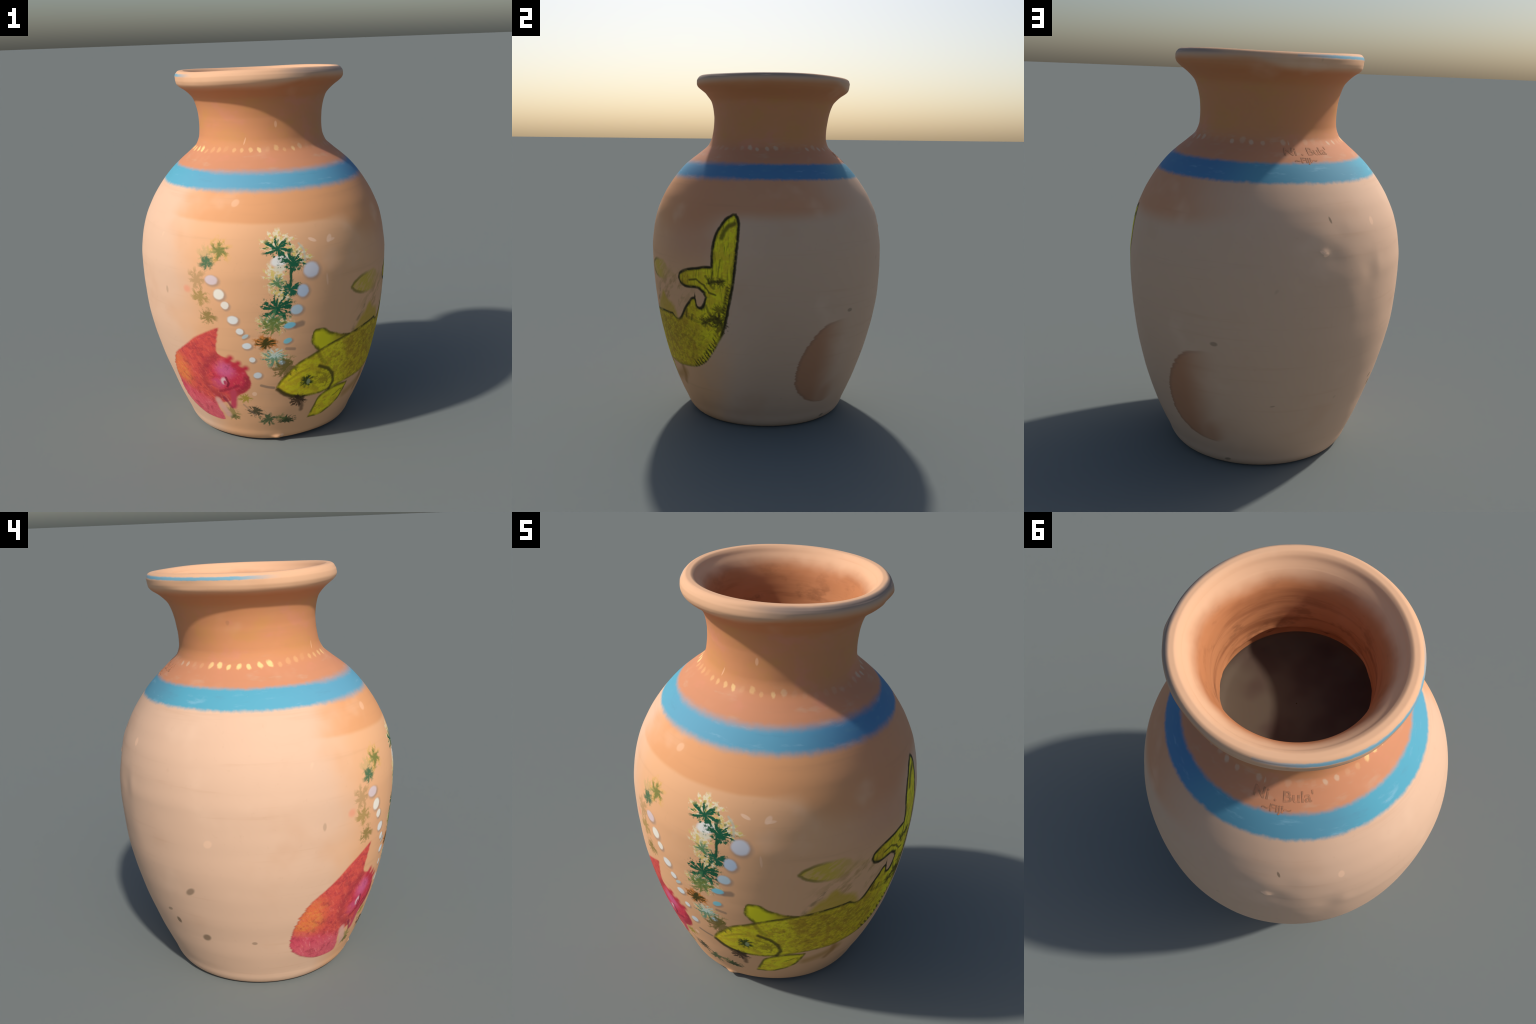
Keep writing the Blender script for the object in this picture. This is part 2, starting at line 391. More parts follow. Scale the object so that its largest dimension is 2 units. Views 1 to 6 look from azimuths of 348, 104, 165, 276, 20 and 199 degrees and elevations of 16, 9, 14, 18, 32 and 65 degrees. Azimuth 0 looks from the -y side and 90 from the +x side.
def clay(g, under):
    """colour of the bare clay"""
    a, z = g.a, g.z
    wob = g.noise(g.pos, 3.2, 3, .55)
    fine = g.noise(g.pos, 34, 3, .6)
    aw = a + (wob - .5) * 26
    front = g.ramp(aw, -62, -34) * g.ramp(aw, 92, 66)
    right = g.ramp(aw, -64, -40) * g.ramp(aw, 172, 112)
    back = g.mx(g.ramp(aw, 70, 110), g.ramp(aw, -130, -178))
    col = g.mix(PALE, GREYED, back)
    col = g.mix(col, WARM, front)
    # brown slip under the blue band: from the front left round to the back
    low = g.curve(a, [(-180, 1.30), (-70, 1.30), (-46, 1.285), (0, 1.272), (24, 1.268), (45, 1.15), (66, 1.16), (90, 1.225), (124, 1.228), (150, 1.26), (180, 1.34)])
    soft = .010 + g.ramp(a, 14, 44) * .075 - g.ramp(a, 66, 92) * .040
    slip = g.ramp((z - low + (wob - .5) * .02) / soft, -1, 1) * right
    ruddy = g.ramp(aw, 30, 66)
    col = g.mix(col, rgb(214, 154, 122), ruddy * g.ramp(aw, 92, 70) * g.ramp(z, .85, 1.1) * .7)
    col = g.mix(col, g.mix(BROWN, rgb(216, 147, 104), ruddy), slip * .85)
    # orange neck and shoulder
    up = g.ramp(z, 1.44, 1.50)
    col = g.mix(col, g.mix(SHOULDER, NECK, g.ramp(z + (wob - .5) * .05, 1.56, 1.63)), up)
    # washed streaks on the shoulder
    st = g.grain(3.0, 3, .6, (2.5, 2.5, 9))
    col = g.mix(col, rgb(205, 160, 130), g.ramp(st, .56, .72) * g.ramp(z, 1.49, 1.53) * g.ramp(z, 1.66, 1.58) * .55)
    # paler lip
    dusk = g.ramp(aw, -8, 28) * g.ramp(aw, 176, 150)
    lw = z + (wob - .5) * .02 - dusk * .042
    col = g.mix(col, rgb(208, 134, 88), g.ramp(z, 1.82, 1.87) * .5)
    col = g.mix(col, LIP, g.ramp(lw, 1.890, 1.935))
    # greyish dirt along the lip's right side
    outward = g.ramp(g.vmath("LENGTH", g.vec(g.x - .0107, g.y - .0408)) + (wob - .5) * .03, .428, .446) * dusk
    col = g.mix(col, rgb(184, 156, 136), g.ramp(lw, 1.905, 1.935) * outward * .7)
    col = g.mix(col, rgb(118, 110, 108), g.ramp(z, 1.966, 1.982) * outward * .55)
    # yellower and pinker patches on the neck
    blot = g.grain(6, 3, .6, (1, 1, 1.4))
    col = g.mix(col, rgb(206, 148, 82), g.ramp(blot, .5, .68) * g.ramp(z, 1.60, 1.66) * g.ramp(z, 1.88, 1.84) * .4)
    col = g.mix(col, rgb(214, 140, 112), g.ramp(blot, .46, .30) * g.ramp(z, 1.52, 1.56) * g.ramp(z, 1.88, 1.84) * .55)
    # blotches, wheel lines and grain
    col = g.mix(col, rgb(205, 150, 110), g.ramp(wob, .55, .8) * .22)
    col = g.mix(col, rgb(250, 214, 184), g.ramp(wob, .42, .2) * .25)
    wheel = g.grain(26, 3, .6, (.06, .06, 1))
    col = g.mix(col, rgb(190, 136, 98), g.ramp(wheel, .55, .75) * .14)
    col = g.mix(col, rgb(188, 140, 105), g.ramp(fine, .6, .8) * .10)
    # dark pits and stray dabs, few and small
    pit = g.noise(g.pos, 11, 1, .5)
    col = g.mix(col, rgb(120, 92, 66), g.ramp(pit, .82, .86) * .2)
    col = g.mix(col, rgb(250, 205, 170), g.ramp(pit, .19, .16) * .3)
    return col


def band_and_dots(g, col):
    a, z, x = g.a, g.z, g.a * DEG
    wob, fine = g.noise(g.pos, 3.2, 3, .55), g.noise(g.pos, 34, 3, .6)
    jag = (g.grain(30, 3, .65, (1, 1, .4)) - .5) * .018
    sm = g.ramp(a, -58, -35) * g.ramp(a, 100, 80)
    w = .010 + .010 * sm
    wz = z + (wob - .5) * .010
    blue = g.ramp((wz + jag - 1.420) / w, -1, 1) * g.ramp((wz + jag * .8 - 1.502) / w, 1, -1)
    bn = g.grain(5, 4, .6, (1.5, 1.5, 7))
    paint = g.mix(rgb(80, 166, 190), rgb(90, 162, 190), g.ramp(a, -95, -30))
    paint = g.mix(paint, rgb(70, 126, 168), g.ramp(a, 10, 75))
    paint = g.mix(paint, rgb(84, 150, 174), g.mx(g.ramp(a, 134, 168), g.ramp(a, -120, -150)))
    paint = g.mix(paint, rgb(84, 146, 172), g.ramp(bn, .55, .75) * .45)
    paint = g.mix(paint, rgb(150, 196, 216), g.ramp(bn, .42, .25) * .35)
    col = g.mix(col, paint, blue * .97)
    # flaked specks along the band
    sp = g.grain(16, 2, .7, (3, 3, 9))
    col = g.mix(col, rgb(196, 180, 150), g.ramp(sp, .75, .79) * g.ramp(z, 1.39, 1.42) * g.ramp(z, 1.52, 1.49) * .6)
    # ring of dabbed dots
    step = 7.3
    cell = g.math("FLOOR", (a + 360) / step)
    r1, r2, r3 = (g.white(cell + k * 131.7) for k in range(3))
    dx = (a + 360 - (cell + .5) * step) * .0066 + (r1 - .5) * .008
    dz = z - 1.585 - (r2 - .5) * .012 - .014 * g.ramp(a, -70, -25) * g.ramp(a, 60, 15)
    lean = (r3 - .5) * .8
    dx = dx + dz * lean
    rad = .0118 + .005 * (r2 - .5)
    left = g.ramp(a, -122, -112) * g.ramp(a, -64, -70)
    q = g.math("SQRT", dx * dx + dz * dz) / rad + (g.noise(g.pos, 70, 2, .6) - .5) * .9
    amt = g.ramp(q, 1.35, .6) * g.mx(left, g.ramp(r3, .25, .9, .10, .75))
    dot = g.mix(rgb(214, 186, 158), rgb(248, 212, 144), g.ramp(a, -140, -112) * g.ramp(a, 30, 12))
    col = g.mix(col, dot, amt * .85)
    # blue line brushed along the lip on the left and back
    lm = g.ramp(a, -62, -95) * g.ramp(a, -180, -152, .3, 1)
    ln = g.ramp(g.math("ABSOLUTE", z - 1.972 + (fine - .5) * .006), .010, .004) * lm
    ln = ln * g.ramp(g.vmath("LENGTH", g.vec(g.x - .0107, g.y - .0408)), .425, .435)
    col = g.mix(col, rgb(84, 164, 190), ln * .85)
    return col


def stains(g, col):
    """brown unfinished figure on the back right, ash spots on the left"""
    a, z, x = g.a, g.z, g.a * DEG
    # scalloped left edge, fading away to the right
    ps = [(.143, 143), (.160, 133), (.205, 126), (.254, 121.9), (.314, 120.4), (.391, 120.7), (.462, 122.6), (.522, 125.2), (.584, 129.2), (.632, 133.4), (.655, 140)]
    saw = (g.grain(46, 2, .6, (0, 0, 1)) - .5) * .045
    d = g.edge_h(x + saw, z, ps)
    m = g.ramp(d, -.004, .008) * g.ramp(z + (a - 143) * -.004, .128, .158) * g.ramp(z, .668, .650)
    fade = g.mx(g.ramp(a, 150, 130), g.ramp(a, 153, 141) * g.ramp(z, .34, .22) * .7)
    pc = g.mix(rgb(190, 128, 90), rgb(166, 112, 82), g.ramp(d, .030, .0))
    col = g.mix(col, pc, m * fade * .85)
    for aa, zz, ra, rz, t, k in [(-114.4, .585, .028, .014, 40, .65), (-130.5, .431, .018, .008, 20, .55), (-126.8, .376, .014, .017, 10, .8),
                                 (-112.4, .308, .026, .018, 30, .75), (-88.3, .302, .014, .009, 0, .5), (-59.4, .907, .008, .018, 0, .3),
                                 (147.8, .703, .016, .010, 0, .5), (148.2, .037, .020, .008, 10, .6), (-166.7, 1.269, .005, .014, 20, .7),
                                 (171.8, .391, .012, .004, 10, .4)]:
        col = g.mix(col, rgb(112, 92, 70), g.ellipse(x, z, aa, zz, ra, rz, t, .5) * k)
    for aa, zz, ra, rz, t, k in [(-25.3, 1.369, .022, .015, 25, .35), (8.9, 1.186, .021, .008, -25, .85), (17.1, 1.180, .012, .020, -30, .75), (17.9, 1.172, .022, .007, 10, .7),
                                 (14.8, .978, .005, .03, 5, .45), (-19.3, .348, .014, .013, 40, .8), (-3.8, .040, .011, .010, 0, .7),
                                 (-103.6, .855, .020, .016, 50, .35), (-143.8, 1.246, .013, .018, 0, .5), (-171.4, 1.134, .014, .006, -35, .9), (-169.9, 1.124, .014, .009, 20, .95),
                                 (-26, 1.64, .006, .02, -30, .4), (3, 1.72, .014, .016, 0, .35)]:
        col = g.mix(col, rgb(255, 208, 172), g.ellipse(x, z, aa, zz, ra, rz, t, .35) * k)
    return col


def surface(g, col, rough):
    wob, fine = g.noise(g.pos, 3.2, 3, .55), g.noise(g.pos, 34, 3, .6)
    return g.finish(col, rough, fine * .6 + wob, .10)


def clay_material():
    g = Graph("painted_terracotta")
    col = g.layer((.8, .6, .4), clay)
    col = g.layer(col, band_and_dots)
    col = g.layer(col, stains)
    return surface(g, col, .72)


# --------------------------------------------------------------------------
# the painted scene
# --------------------------------------------------------------------------
def plants(g, col):
    x, z = g.paint_xy()
    # faded left plant
    for a0, z0, r, s, c, k in [(-31.2, 1.152, .060, 1, rgb(230, 180, 90), .55), (-31.2, 1.150, .042, 2, rgb(112, 124, 62), .9), (-36.8, 1.12, .05, 3, rgb(190, 170, 110), .45),
                               (-36.8, 1.085, .036, 4, rgb(70, 112, 78), .95), (-41.6, .998, .05, 5, rgb(172, 140, 88), .6), (-40.4, .905, .045, 6, rgb(160, 136, 70), .75),
                               (-37.6, .800, .044, 7, rgb(140, 122, 62), .85)]:
        col = g.mix(col, c, g.burst(x, z, a0, z0, r, s, 2.0, 1.1) * k)
    col = g.mix(col, rgb(240, 150, 120), g.ellipse(x, z, -46.9, .938, .018, .018, 0, .8) * .6)
    return col


def middle_plant(g, col):
    x, z = g.paint_xy()
    dark, mid, lite, cream = rgb(22, 92, 62), rgb(70, 130, 84), rgb(226, 206, 110), rgb(244, 234, 200)
    n = g.noise(g.pos, 60, 2, .6)
    # pale under-leaves first
    for a0, z0, r, s, sq in [(-6.0, 1.185, .085, 11, .75), (1.5, 1.105, .075, 12, .8), (-8.8, .775, .09, 13, .7), (-7.5, 1.02, .06, 14, 1.3), (-9.0, .575, .075, 15, .75), (-5, .93, .06, 16, 1.1)]:
        col = g.mix(col, g.mix(lite, cream, g.ramp(n, .4, .6)), g.burst(x, z, a0, z0, r, s, 3.0, sq, .3) * .8)
    col = g.mix(col, rgb(240, 236, 228), g.ellipse(x, z, -5.7, 1.100, .042, .026, 15, .35))
    col = g.mix(col, rgb(230, 222, 200), g.ellipse(x, z, -5.8, 1.062, .026, .016, 0, .5) * .8)
    for a0, z0, r, s, sq, c, k in [(-6.4, 1.158, .072, 21, .75, dark, 1), (-.2, 1.085, .070, 22, .8, dark, 1), (-1.6, .952, .066, 23, .75, rgb(30, 100, 72), 1),
                                   (-7.0, .99, .034, 24, 1.0, mid, .9), (-7.4, .855, .085, 25, .9, dark, 1), (-8.9, .79, .06, 26, 1.0, mid, .8),
                                   (-9.6, .755, .075, 27, .7, rgb(110, 126, 56), .85), (-9.3, .575, .065, 28, .8, rgb(84, 146, 118), .85), (-3.2, .525, .06, 29, 1.1, rgb(120, 116, 40), .6)]:
        col = g.mix(col, c, g.burst(x, z, a0, z0, r, s, 3.4, sq, .22) * k)
    col = g.mix(col, rgb(30, 86, 56), g.stroke(x, z, [(-1.3, 1.06), (-1.6, .97)], .006))
    col = g.mix(col, rgb(216, 130, 50), g.burst(x, z, -12.6, .667, .065, 31, 3.2, .7, .5) * .9)
    col = g.mix(col, rgb(74, 66, 22), g.burst(x, z, -12.6, .662, .050, 32, 3.0, .7, .4))
    col = g.mix(col, rgb(216, 232, 220), g.burst(x, z, -8.6, .60, .045, 33, 3.5, .7, .1) * .8)
    return col


def bottom_leaves(g, col):
    x, z = g.paint_xy()
    for a0, z0, r, s, sq, c, k in [(-24.6, .316, .045, 41, .7, rgb(170, 150, 40), .85), (-33.4, .196, .048, 42, 1.1, rgb(150, 138, 74), .8), (-33.0, .172, .03, 43, .6, rgb(92, 100, 50), .8),
                                   (-19.8, .224, .055, 44, .75, rgb(52, 62, 40), .9), (-12.8, .166, .062, 45, .75, rgb(60, 98, 60), .9), (-1.8, .158, .065, 46, .55, rgb(50, 72, 40), .95),
                                   (-5.5, .178, .04, 47, .7, rgb(110, 128, 70), .6)]:
        col = g.mix(col, c, g.burst(x, z, a0, z0, r, s, 3.0, sq, .3) * k)
    # grey wisps, and the drawn shadow right of one bubble
    for pts, w, k in [([(-15.5, .405), (-12.5, .394), (-9.5, .388)], .008, .6), ([(-3.5, .626), (.2, .620)], .008, .5), ([(.5, .752), (3.2, .760)], .016, .6),
                      ([(-20, .20), (-26, .27)], .006, .35)]:
        col = g.mix(col, rgb(112, 100, 92), g.stroke(x, z, pts, w) * k)
    col = g.mix(col, rgb(190, 196, 176), g.stroke(x, z, [(2.6, 1.175), (4.8, 1.14), (5.0, 1.09)], .005) * .6)
    return col


def bubbles(g, col):
    x, z = g.paint_xy()
    white, blue = rgb(240, 238, 232), rgb(170, 214, 228)
    items = [(7.4, 1.041, .036, .038, 0, rgb(214, 214, 222)), (3.6, .938, .026, .032, 0, rgb(196, 210, 228)), (.9, .841, .028, .025, 15, rgb(194, 214, 224)),
             (-2.1, .757, .027, .016, 10, rgb(130, 204, 222)), (-3.0, .671, .021, .014, 25, rgb(136, 206, 216)), (-5.4, .545, .016, .012, 0, rgb(200, 220, 226)),
             (-34.7, 1.001, .030, .024, 0, rgb(226, 204, 204)), (-31.7, .929, .025, .027, 0, rgb(248, 240, 224)), (-29.3, .872, .018, .020, 0, rgb(246, 236, 220)),
             (-26.4, .794, .025, .022, 0, white), (-23.7, .731, .017, .017, 0, white), (-21.5, .703, .018, .009, 35, rgb(190, 206, 206)),
             (-21.0, .648, .022, .017, 10, rgb(232, 238, 238)), (-19.0, .567, .015, .015, 0, white), (-17.0, .471, .021, .018, 15, rgb(222, 228, 230))]
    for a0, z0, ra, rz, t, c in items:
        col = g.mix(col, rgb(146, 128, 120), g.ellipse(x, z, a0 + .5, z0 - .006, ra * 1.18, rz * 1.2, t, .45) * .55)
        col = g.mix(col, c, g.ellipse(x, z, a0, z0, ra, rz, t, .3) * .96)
    return col


def red_fish(g, col):
    x, z = g.paint_xy()
    n = g.grain(26, 3, .65, (1, 1, 1.6))
    rag = g.noise(g.pos, 21, 3, .7)
    saw = (g.grain(60, 2, .6, (0, 0, 1)) - .5) * .055 * g.ramp(z, .58, .46)
    dl = g.edge_h(x + saw, z, RED_LEFT)
    dr = g.edge_h(x + (n - .5) * .012, z, RED_RIGHT) * -1
    sd = g.mn(dl, dr)
    m = g.ramp(sd, -.006, .008) * g.ramp(z, .122, .136) * g.ramp(z, .752, .738)
    c = g.mix(rgb(222, 88, 76), rgb(204, 74, 74), g.ramp(n, .40, .70))
    orange = g.ellipse(x, z, -64, .42, .085, .10, -25, .9)
    c = g.mix(c, g.mix(rgb(236, 122, 70), rgb(240, 150, 72), g.ramp(n, .40, .65)), orange * .85)
    c = g.mix(c, rgb(214, 80, 98), g.ramp(z + (x / DEG + 60) * .003 + (n - .5) * .06, .345, .275))
    c = g.mix(c, rgb(232, 120, 128), g.ramp(z + (n - .5) * .1, .30, .20) * .35)
    # head in magenta
    head = g.ellipse(x + (n - .5) * .05, z + (rag - .5) * .05, -30.5, .445, .115, .105, -15, .6)
    hc = g.mix(rgb(216, 58, 82), rgb(224, 104, 150), g.ellipse(x, z, -33, .50, .05, .05, 20, .9) * .9)
    hc = g.mix(hc, rgb(214, 84, 130), g.ellipse(x, z, -40, .385, .06, .035, 30, .7))
    hc = g.mix(hc, rgb(154, 36, 60), g.stroke(x, z, [(-21.5, .45), (-22.5, .385), (-27, .352), (-31, .33)], .020, .9) * .8)
    c = g.mix(c, hc, head)
    c = g.mix(c, rgb(158, 48, 62), g.stroke(x, z, [(-36.5, .58), (-41, .53), (-45.5, .47), (-46.5, .40), (-43, .335), (-38, .31)], .020, .95) * .55)
    c = g.mix(c, rgb(150, 36, 60), g.stroke(x, z, [(-38, .345), (-31, .375), (-27, .40)], .008, .8) * .6)
    rays = g.grain(42, 2, .6, (2, 2, .25), (-.27, .39, .87))
    c = g.mix(c, rgb(176, 46, 62), g.ramp(rays, .52, .74) * .30)
    c = g.mix(c, rgb(250, 140, 110), g.ramp(rays, .44, .30) * .25)
    c = g.mix(c, rgb(150, 44, 60), g.ramp(rag, .52, .70) * .45)
    c = g.mix(c, rgb(238, 128, 140), g.ramp(rag, .42, .28) * .25)
    c = g.mix(c, rgb(148, 52, 56), g.ramp(dl, .014, .0) * .55 * g.ramp(z, .60, .45))
    pale = g.grain(30, 3, .65, (2, 2, .35), (-.2, .3, .93))
    c = g.mix(c, rgb(240, 150, 150), g.ramp(pale, .54, .70) * g.ramp(z, .36, .26) * .5)
    col = g.mix(col, c, m)
    return col


def red_fish_details(g, col):
    x, z = g.paint_xy()
    # spiky crest, throat strip, pale cheek wedge, eye
    for pts in [[(-31, .553), (-29.2, .572)], [(-28, .528), (-25.8, .543)], [(-25.5, .498), (-22.4, .514)]]:
        col = g.mix(col, rgb(206, 52, 70), g.stroke(x, z, pts, .015, .95))
    col = g.mix(col, rgb(226, 176, 160), g.stroke(x, z, [(-40.8, .275), (-37.8, .215), (-36.8, .185)], .022, .6) * .85)
    col = g.mix(col, rgb(204, 72, 94), g.stroke(x, z, [(-30.5, .345), (-31, .30), (-32, .255)], .020, .6))
    col = g.mix(col, rgb(150, 52, 74), g.stroke(x, z, [(-36.5, .305), (-34.5, .265), (-33.2, .24)], .008, .7) * .8)
    col = g.mix(col, rgb(240, 206, 208), g.ellipse(x, z, -34.6, .420, .015, .022, -15, .6) * .85)
    col = g.mix(col, rgb(196, 70, 100), g.ellipse(x, z, -34.0, .410, .009, .014, -15, .6))
    col = g.mix(col, rgb(130, 30, 56), g.stroke(x, z, [(-33.0, .445), (-32.0, .41), (-33.2, .385)], .006, .6) * .8)
    return col


def lay(g, col, sd, c, line=.010, ink_k=.8, rim=.009):
    """fill a figure and draw its soft, broken dark contour; sd is the distance inside its edge"""
    col = g.mix(col, c, g.ramp(sd, -.007, .006))
    worn = g.ramp(g.noise(g.pos, 17, 3, .65), .34, .52, .35, 1)
    return g.mix(col, INK, g.ramp(sd, -rim, rim * .1) * g.ramp(sd, line * 1.9, line * .2) * worn * ink_k)


def span(g, x, a0, a1):
    return g.mn(x - a0 * DEG, a1 * DEG - x)


INK = rgb(74, 62, 18)


def fish_coords(g):
    x, z = g.paint_xy()
    n = g.grain(24, 3, .65)
    n2 = g.grain(46, 2, .6, (1.2, 1.2, .4), (.55, .45, .5))
    bright = g.mix(rgb(250, 230, 38), rgb(238, 204, 42), g.ramp(n, .42, .62))
    return x, z, n, n2, (n - .5) * .010, bright


def faded_fins(g, col):
    x, z, n, n2, wig, bright = fish_coords(g)
    # faded fin drifting above, hump behind, stain below
    sd = g.mn(g.mn(g.edge(x, z + wig, FLOAT_TOP) * -1, g.edge(x, z + wig, FLOAT_BOTTOM)), span(g, x, 28.4, 57.5))
    fl = g.ramp(sd, -.010, .012)
    col = g.mix(col, g.mix(rgb(208, 176, 48), rgb(200, 154, 74), g.ramp(x, 40 * DEG, 54 * DEG)), fl * g.ramp(x, 58 * DEG, 38 * DEG, .25, .85) * g.ramp(n2, .36, .58, .55, 1))
    col = g.mix(col, rgb(116, 104, 28), g.ramp(sd, -.012, 0) * g.ramp(sd, .014, .004) * g.ramp(x, 44 * DEG, 31 * DEG) * .75)
    smoke = g.grain(20, 3, .65, (1.3, 1.3, .5), (.5, .5, .6))
    haze = g.ellipse(x, z, 52, .79, .17, .10, 25, .9)
    col = g.mix(col, rgb(176, 132, 72), haze * g.ramp(smoke, .45, .65) * .55)
    sd = g.mn(g.edge(x, z + wig * 2, HUMP_TOP) * -1, g.mn(z - .60, span(g, x, 31, 56)))
    col = g.mix(col, g.mix(rgb(204, 164, 46), rgb(208, 166, 60), g.ramp(n2, .4, .6)), g.ramp(sd, -.014, .022) * .85)
    col = g.mix(col, rgb(116, 100, 60), g.stroke(x, z, [(31.5, .655), (35.5, .725), (40, .775)], .010, .9) * .5 * g.ramp(smoke, .4, .6))
    col = g.mix(col, rgb(182, 130, 56), g.stroke(x, z, [(36, .24), (45, .265), (52, .30)], .026, .95) * .6)
    col = g.mix(col, rgb(170, 116, 50), g.stroke(x, z, [(50, .33), (50.5, .27), (47.5, .225)], .016, .9) * .6)
    return col


def small_fins(g, col):
    x, z, n, n2, wig, bright = fish_coords(g)
    # pectoral fin and front lobe
    sd = g.mn(g.mn(g.edge(x, z + wig, PECT_TOP) * -1, g.edge(x, z + wig, PECT_BOTTOM)), span(g, x, 11.5, 35))
    col = lay(g, col, sd, bright, .011)
    col = g.mix(col, rgb(124, 110, 20), g.ramp(n2, .56, .68) * g.ramp(sd, .01, .02) * .6)
    sd = g.mn(g.mn(g.edge(x, z + wig, LOBE_TOP) * -1, g.edge(x, z + wig, LOBE_BOTTOM)), span(g, x, 8.2, 31))
    col = lay(g, col, sd, g.mix(rgb(244, 230, 34), rgb(206, 174, 44), g.ramp(x, 16 * DEG, 24 * DEG)), .012)
    return col


def yellow_fish(g, col):
    x, z, n, n2, wig, bright = fish_coords(g)
    yellow = g.mix(rgb(224, 192, 34), rgb(202, 160, 36), g.ramp(n, .42, .62))
    # body with tail and hook as one outline
    top, bot = g.edge(x, z + wig, FISH_BODY_TOP) * -1, g.edge(x, z + wig, FISH_BODY_BOTTOM)
    body = g.mn(g.mn(top, bot), span(g, x, -8, 87))
    tail = g.mn(g.mn(g.edge_h(x, z, TAIL_LEFT), g.edge_h(x, z, TAIL_RIGHT) * -1), g.mn(z - .64, 1.24 - z))
    hook = g.mn(g.mn(g.edge(x, z, HOOK_TOP) * -1, g.edge(x, z, HOOK_BOTTOM)), span(g, x, 59.2, 80))
    sd = g.mx(g.mx(body, tail), hook)
    flank = g.ramp(x, 22 * DEG, 34 * DEG) * g.ramp(x, 76 * DEG, 64 * DEG)
    c = g.mix(bright, yellow, flank)
    c = g.mix(c, rgb(190, 146, 36), g.ellipse(x, z, 38, .52, .26, .10, 0, .9) * g.ramp(n, .30, .72) * .8)
    c = g.mix(c, rgb(160, 128, 30), g.ellipse(x, z, 50, .55, .24, .07, -6, .9) * g.ramp(n2, .34, .70) * .6)
    c = g.mix(c, rgb(176, 150, 30), g.ellipse(x, z, 16, .40, .07, .06, 0, .6) * g.ramp(n, .4, .55) * .7)
    scale = g.grain(64, 2, .6, (.7, .7, 1))
    c = g.mix(c, rgb(140, 112, 26), g.ramp(scale, .52, .68) * g.ramp(x, 8 * DEG, 24 * DEG) * g.ramp(z, .74, .66) * .45)
    c = g.mix(c, rgb(252, 230, 70), g.ramp(scale, .44, .30) * .35)
    hair = g.grain(36, 2, .6, (2.6, 2.6, .3))
    c = g.mix(c, rgb(118, 104, 18), g.ramp(hair, .50, .72) * g.ramp(z, .70, .84) * .55)
    ink_soft = g.ramp(x, 30 * DEG, 18 * DEG, .45, .8) + g.mx(g.ramp(x, 55 * DEG, 60 * DEG) * g.ramp(z, .52, .60), g.ramp(z, .60, .66)) * .6
    stout = g.ramp(x, 56 * DEG, 62 * DEG) * g.ramp(z, .56, .66)
    col = lay(g, col, sd - stout * .001, c, .0095, ink_soft)
    col = g.mix(col, rgb(46, 38, 20), g.ramp(sd, -.010, -.003) * g.ramp(sd, .010, .004) * stout * .75)
    return col


def fish_head(g, col):
    x, z, n, n2, wig, bright = fish_coords(g)
    bx, bz = x + wig * .8, z + wig * .8
    def brush(col, pts, w, k=.85, cc=INK, soft=.7):
        return g.mix(col, cc, g.stroke(bx, bz, pts, w, soft) * k)
    col = brush(col, [(13.4, .49), (18.3, .462), (22.0, .415), (23.2, .36), (21.5, .322)], .010)
    col = brush(col, [(12, .455), (17, .43), (19.5, .39), (18.5, .35)], .006, .45, rgb(150, 120, 26))
    col = brush(col, [(11.5, .585), (14, .53), (16.5, .50)], .010, .35)
    col = brush(col, [(-2, .43), (3, .47), (8, .49)], .006, .35, rgb(150, 110, 30))
    col = brush(col, [(-7.5, .375), (-4, .338), (1, .314), (6, .300)], .012, .9)
    col = g.mix(col, rgb(66, 44, 26), g.burst(x, z, 3.5, .288, .055, 51, 2.4, .8, .35) * .9)
    col = g.mix(col, rgb(72, 50, 34), g.stroke(x, z, [(5.5, .285), (6.2, .245), (6.0, .22)], .012, .8) * .7)
    col = g.mix(col, rgb(104, 96, 30), g.burst(x, z, -4.2, .505, .07, 52, 2.2, .9, .4) * .75)
    col = g.mix(col, rgb(74, 84, 24), g.burst(x, z, 7.2, .408, .042, 53, 2.4, 1.0, .4))
    col = g.mix(col, rgb(168, 176, 130), g.ellipse(x, z, 8.2, .404, .011, .017, 0, .5) * .9)
    return col


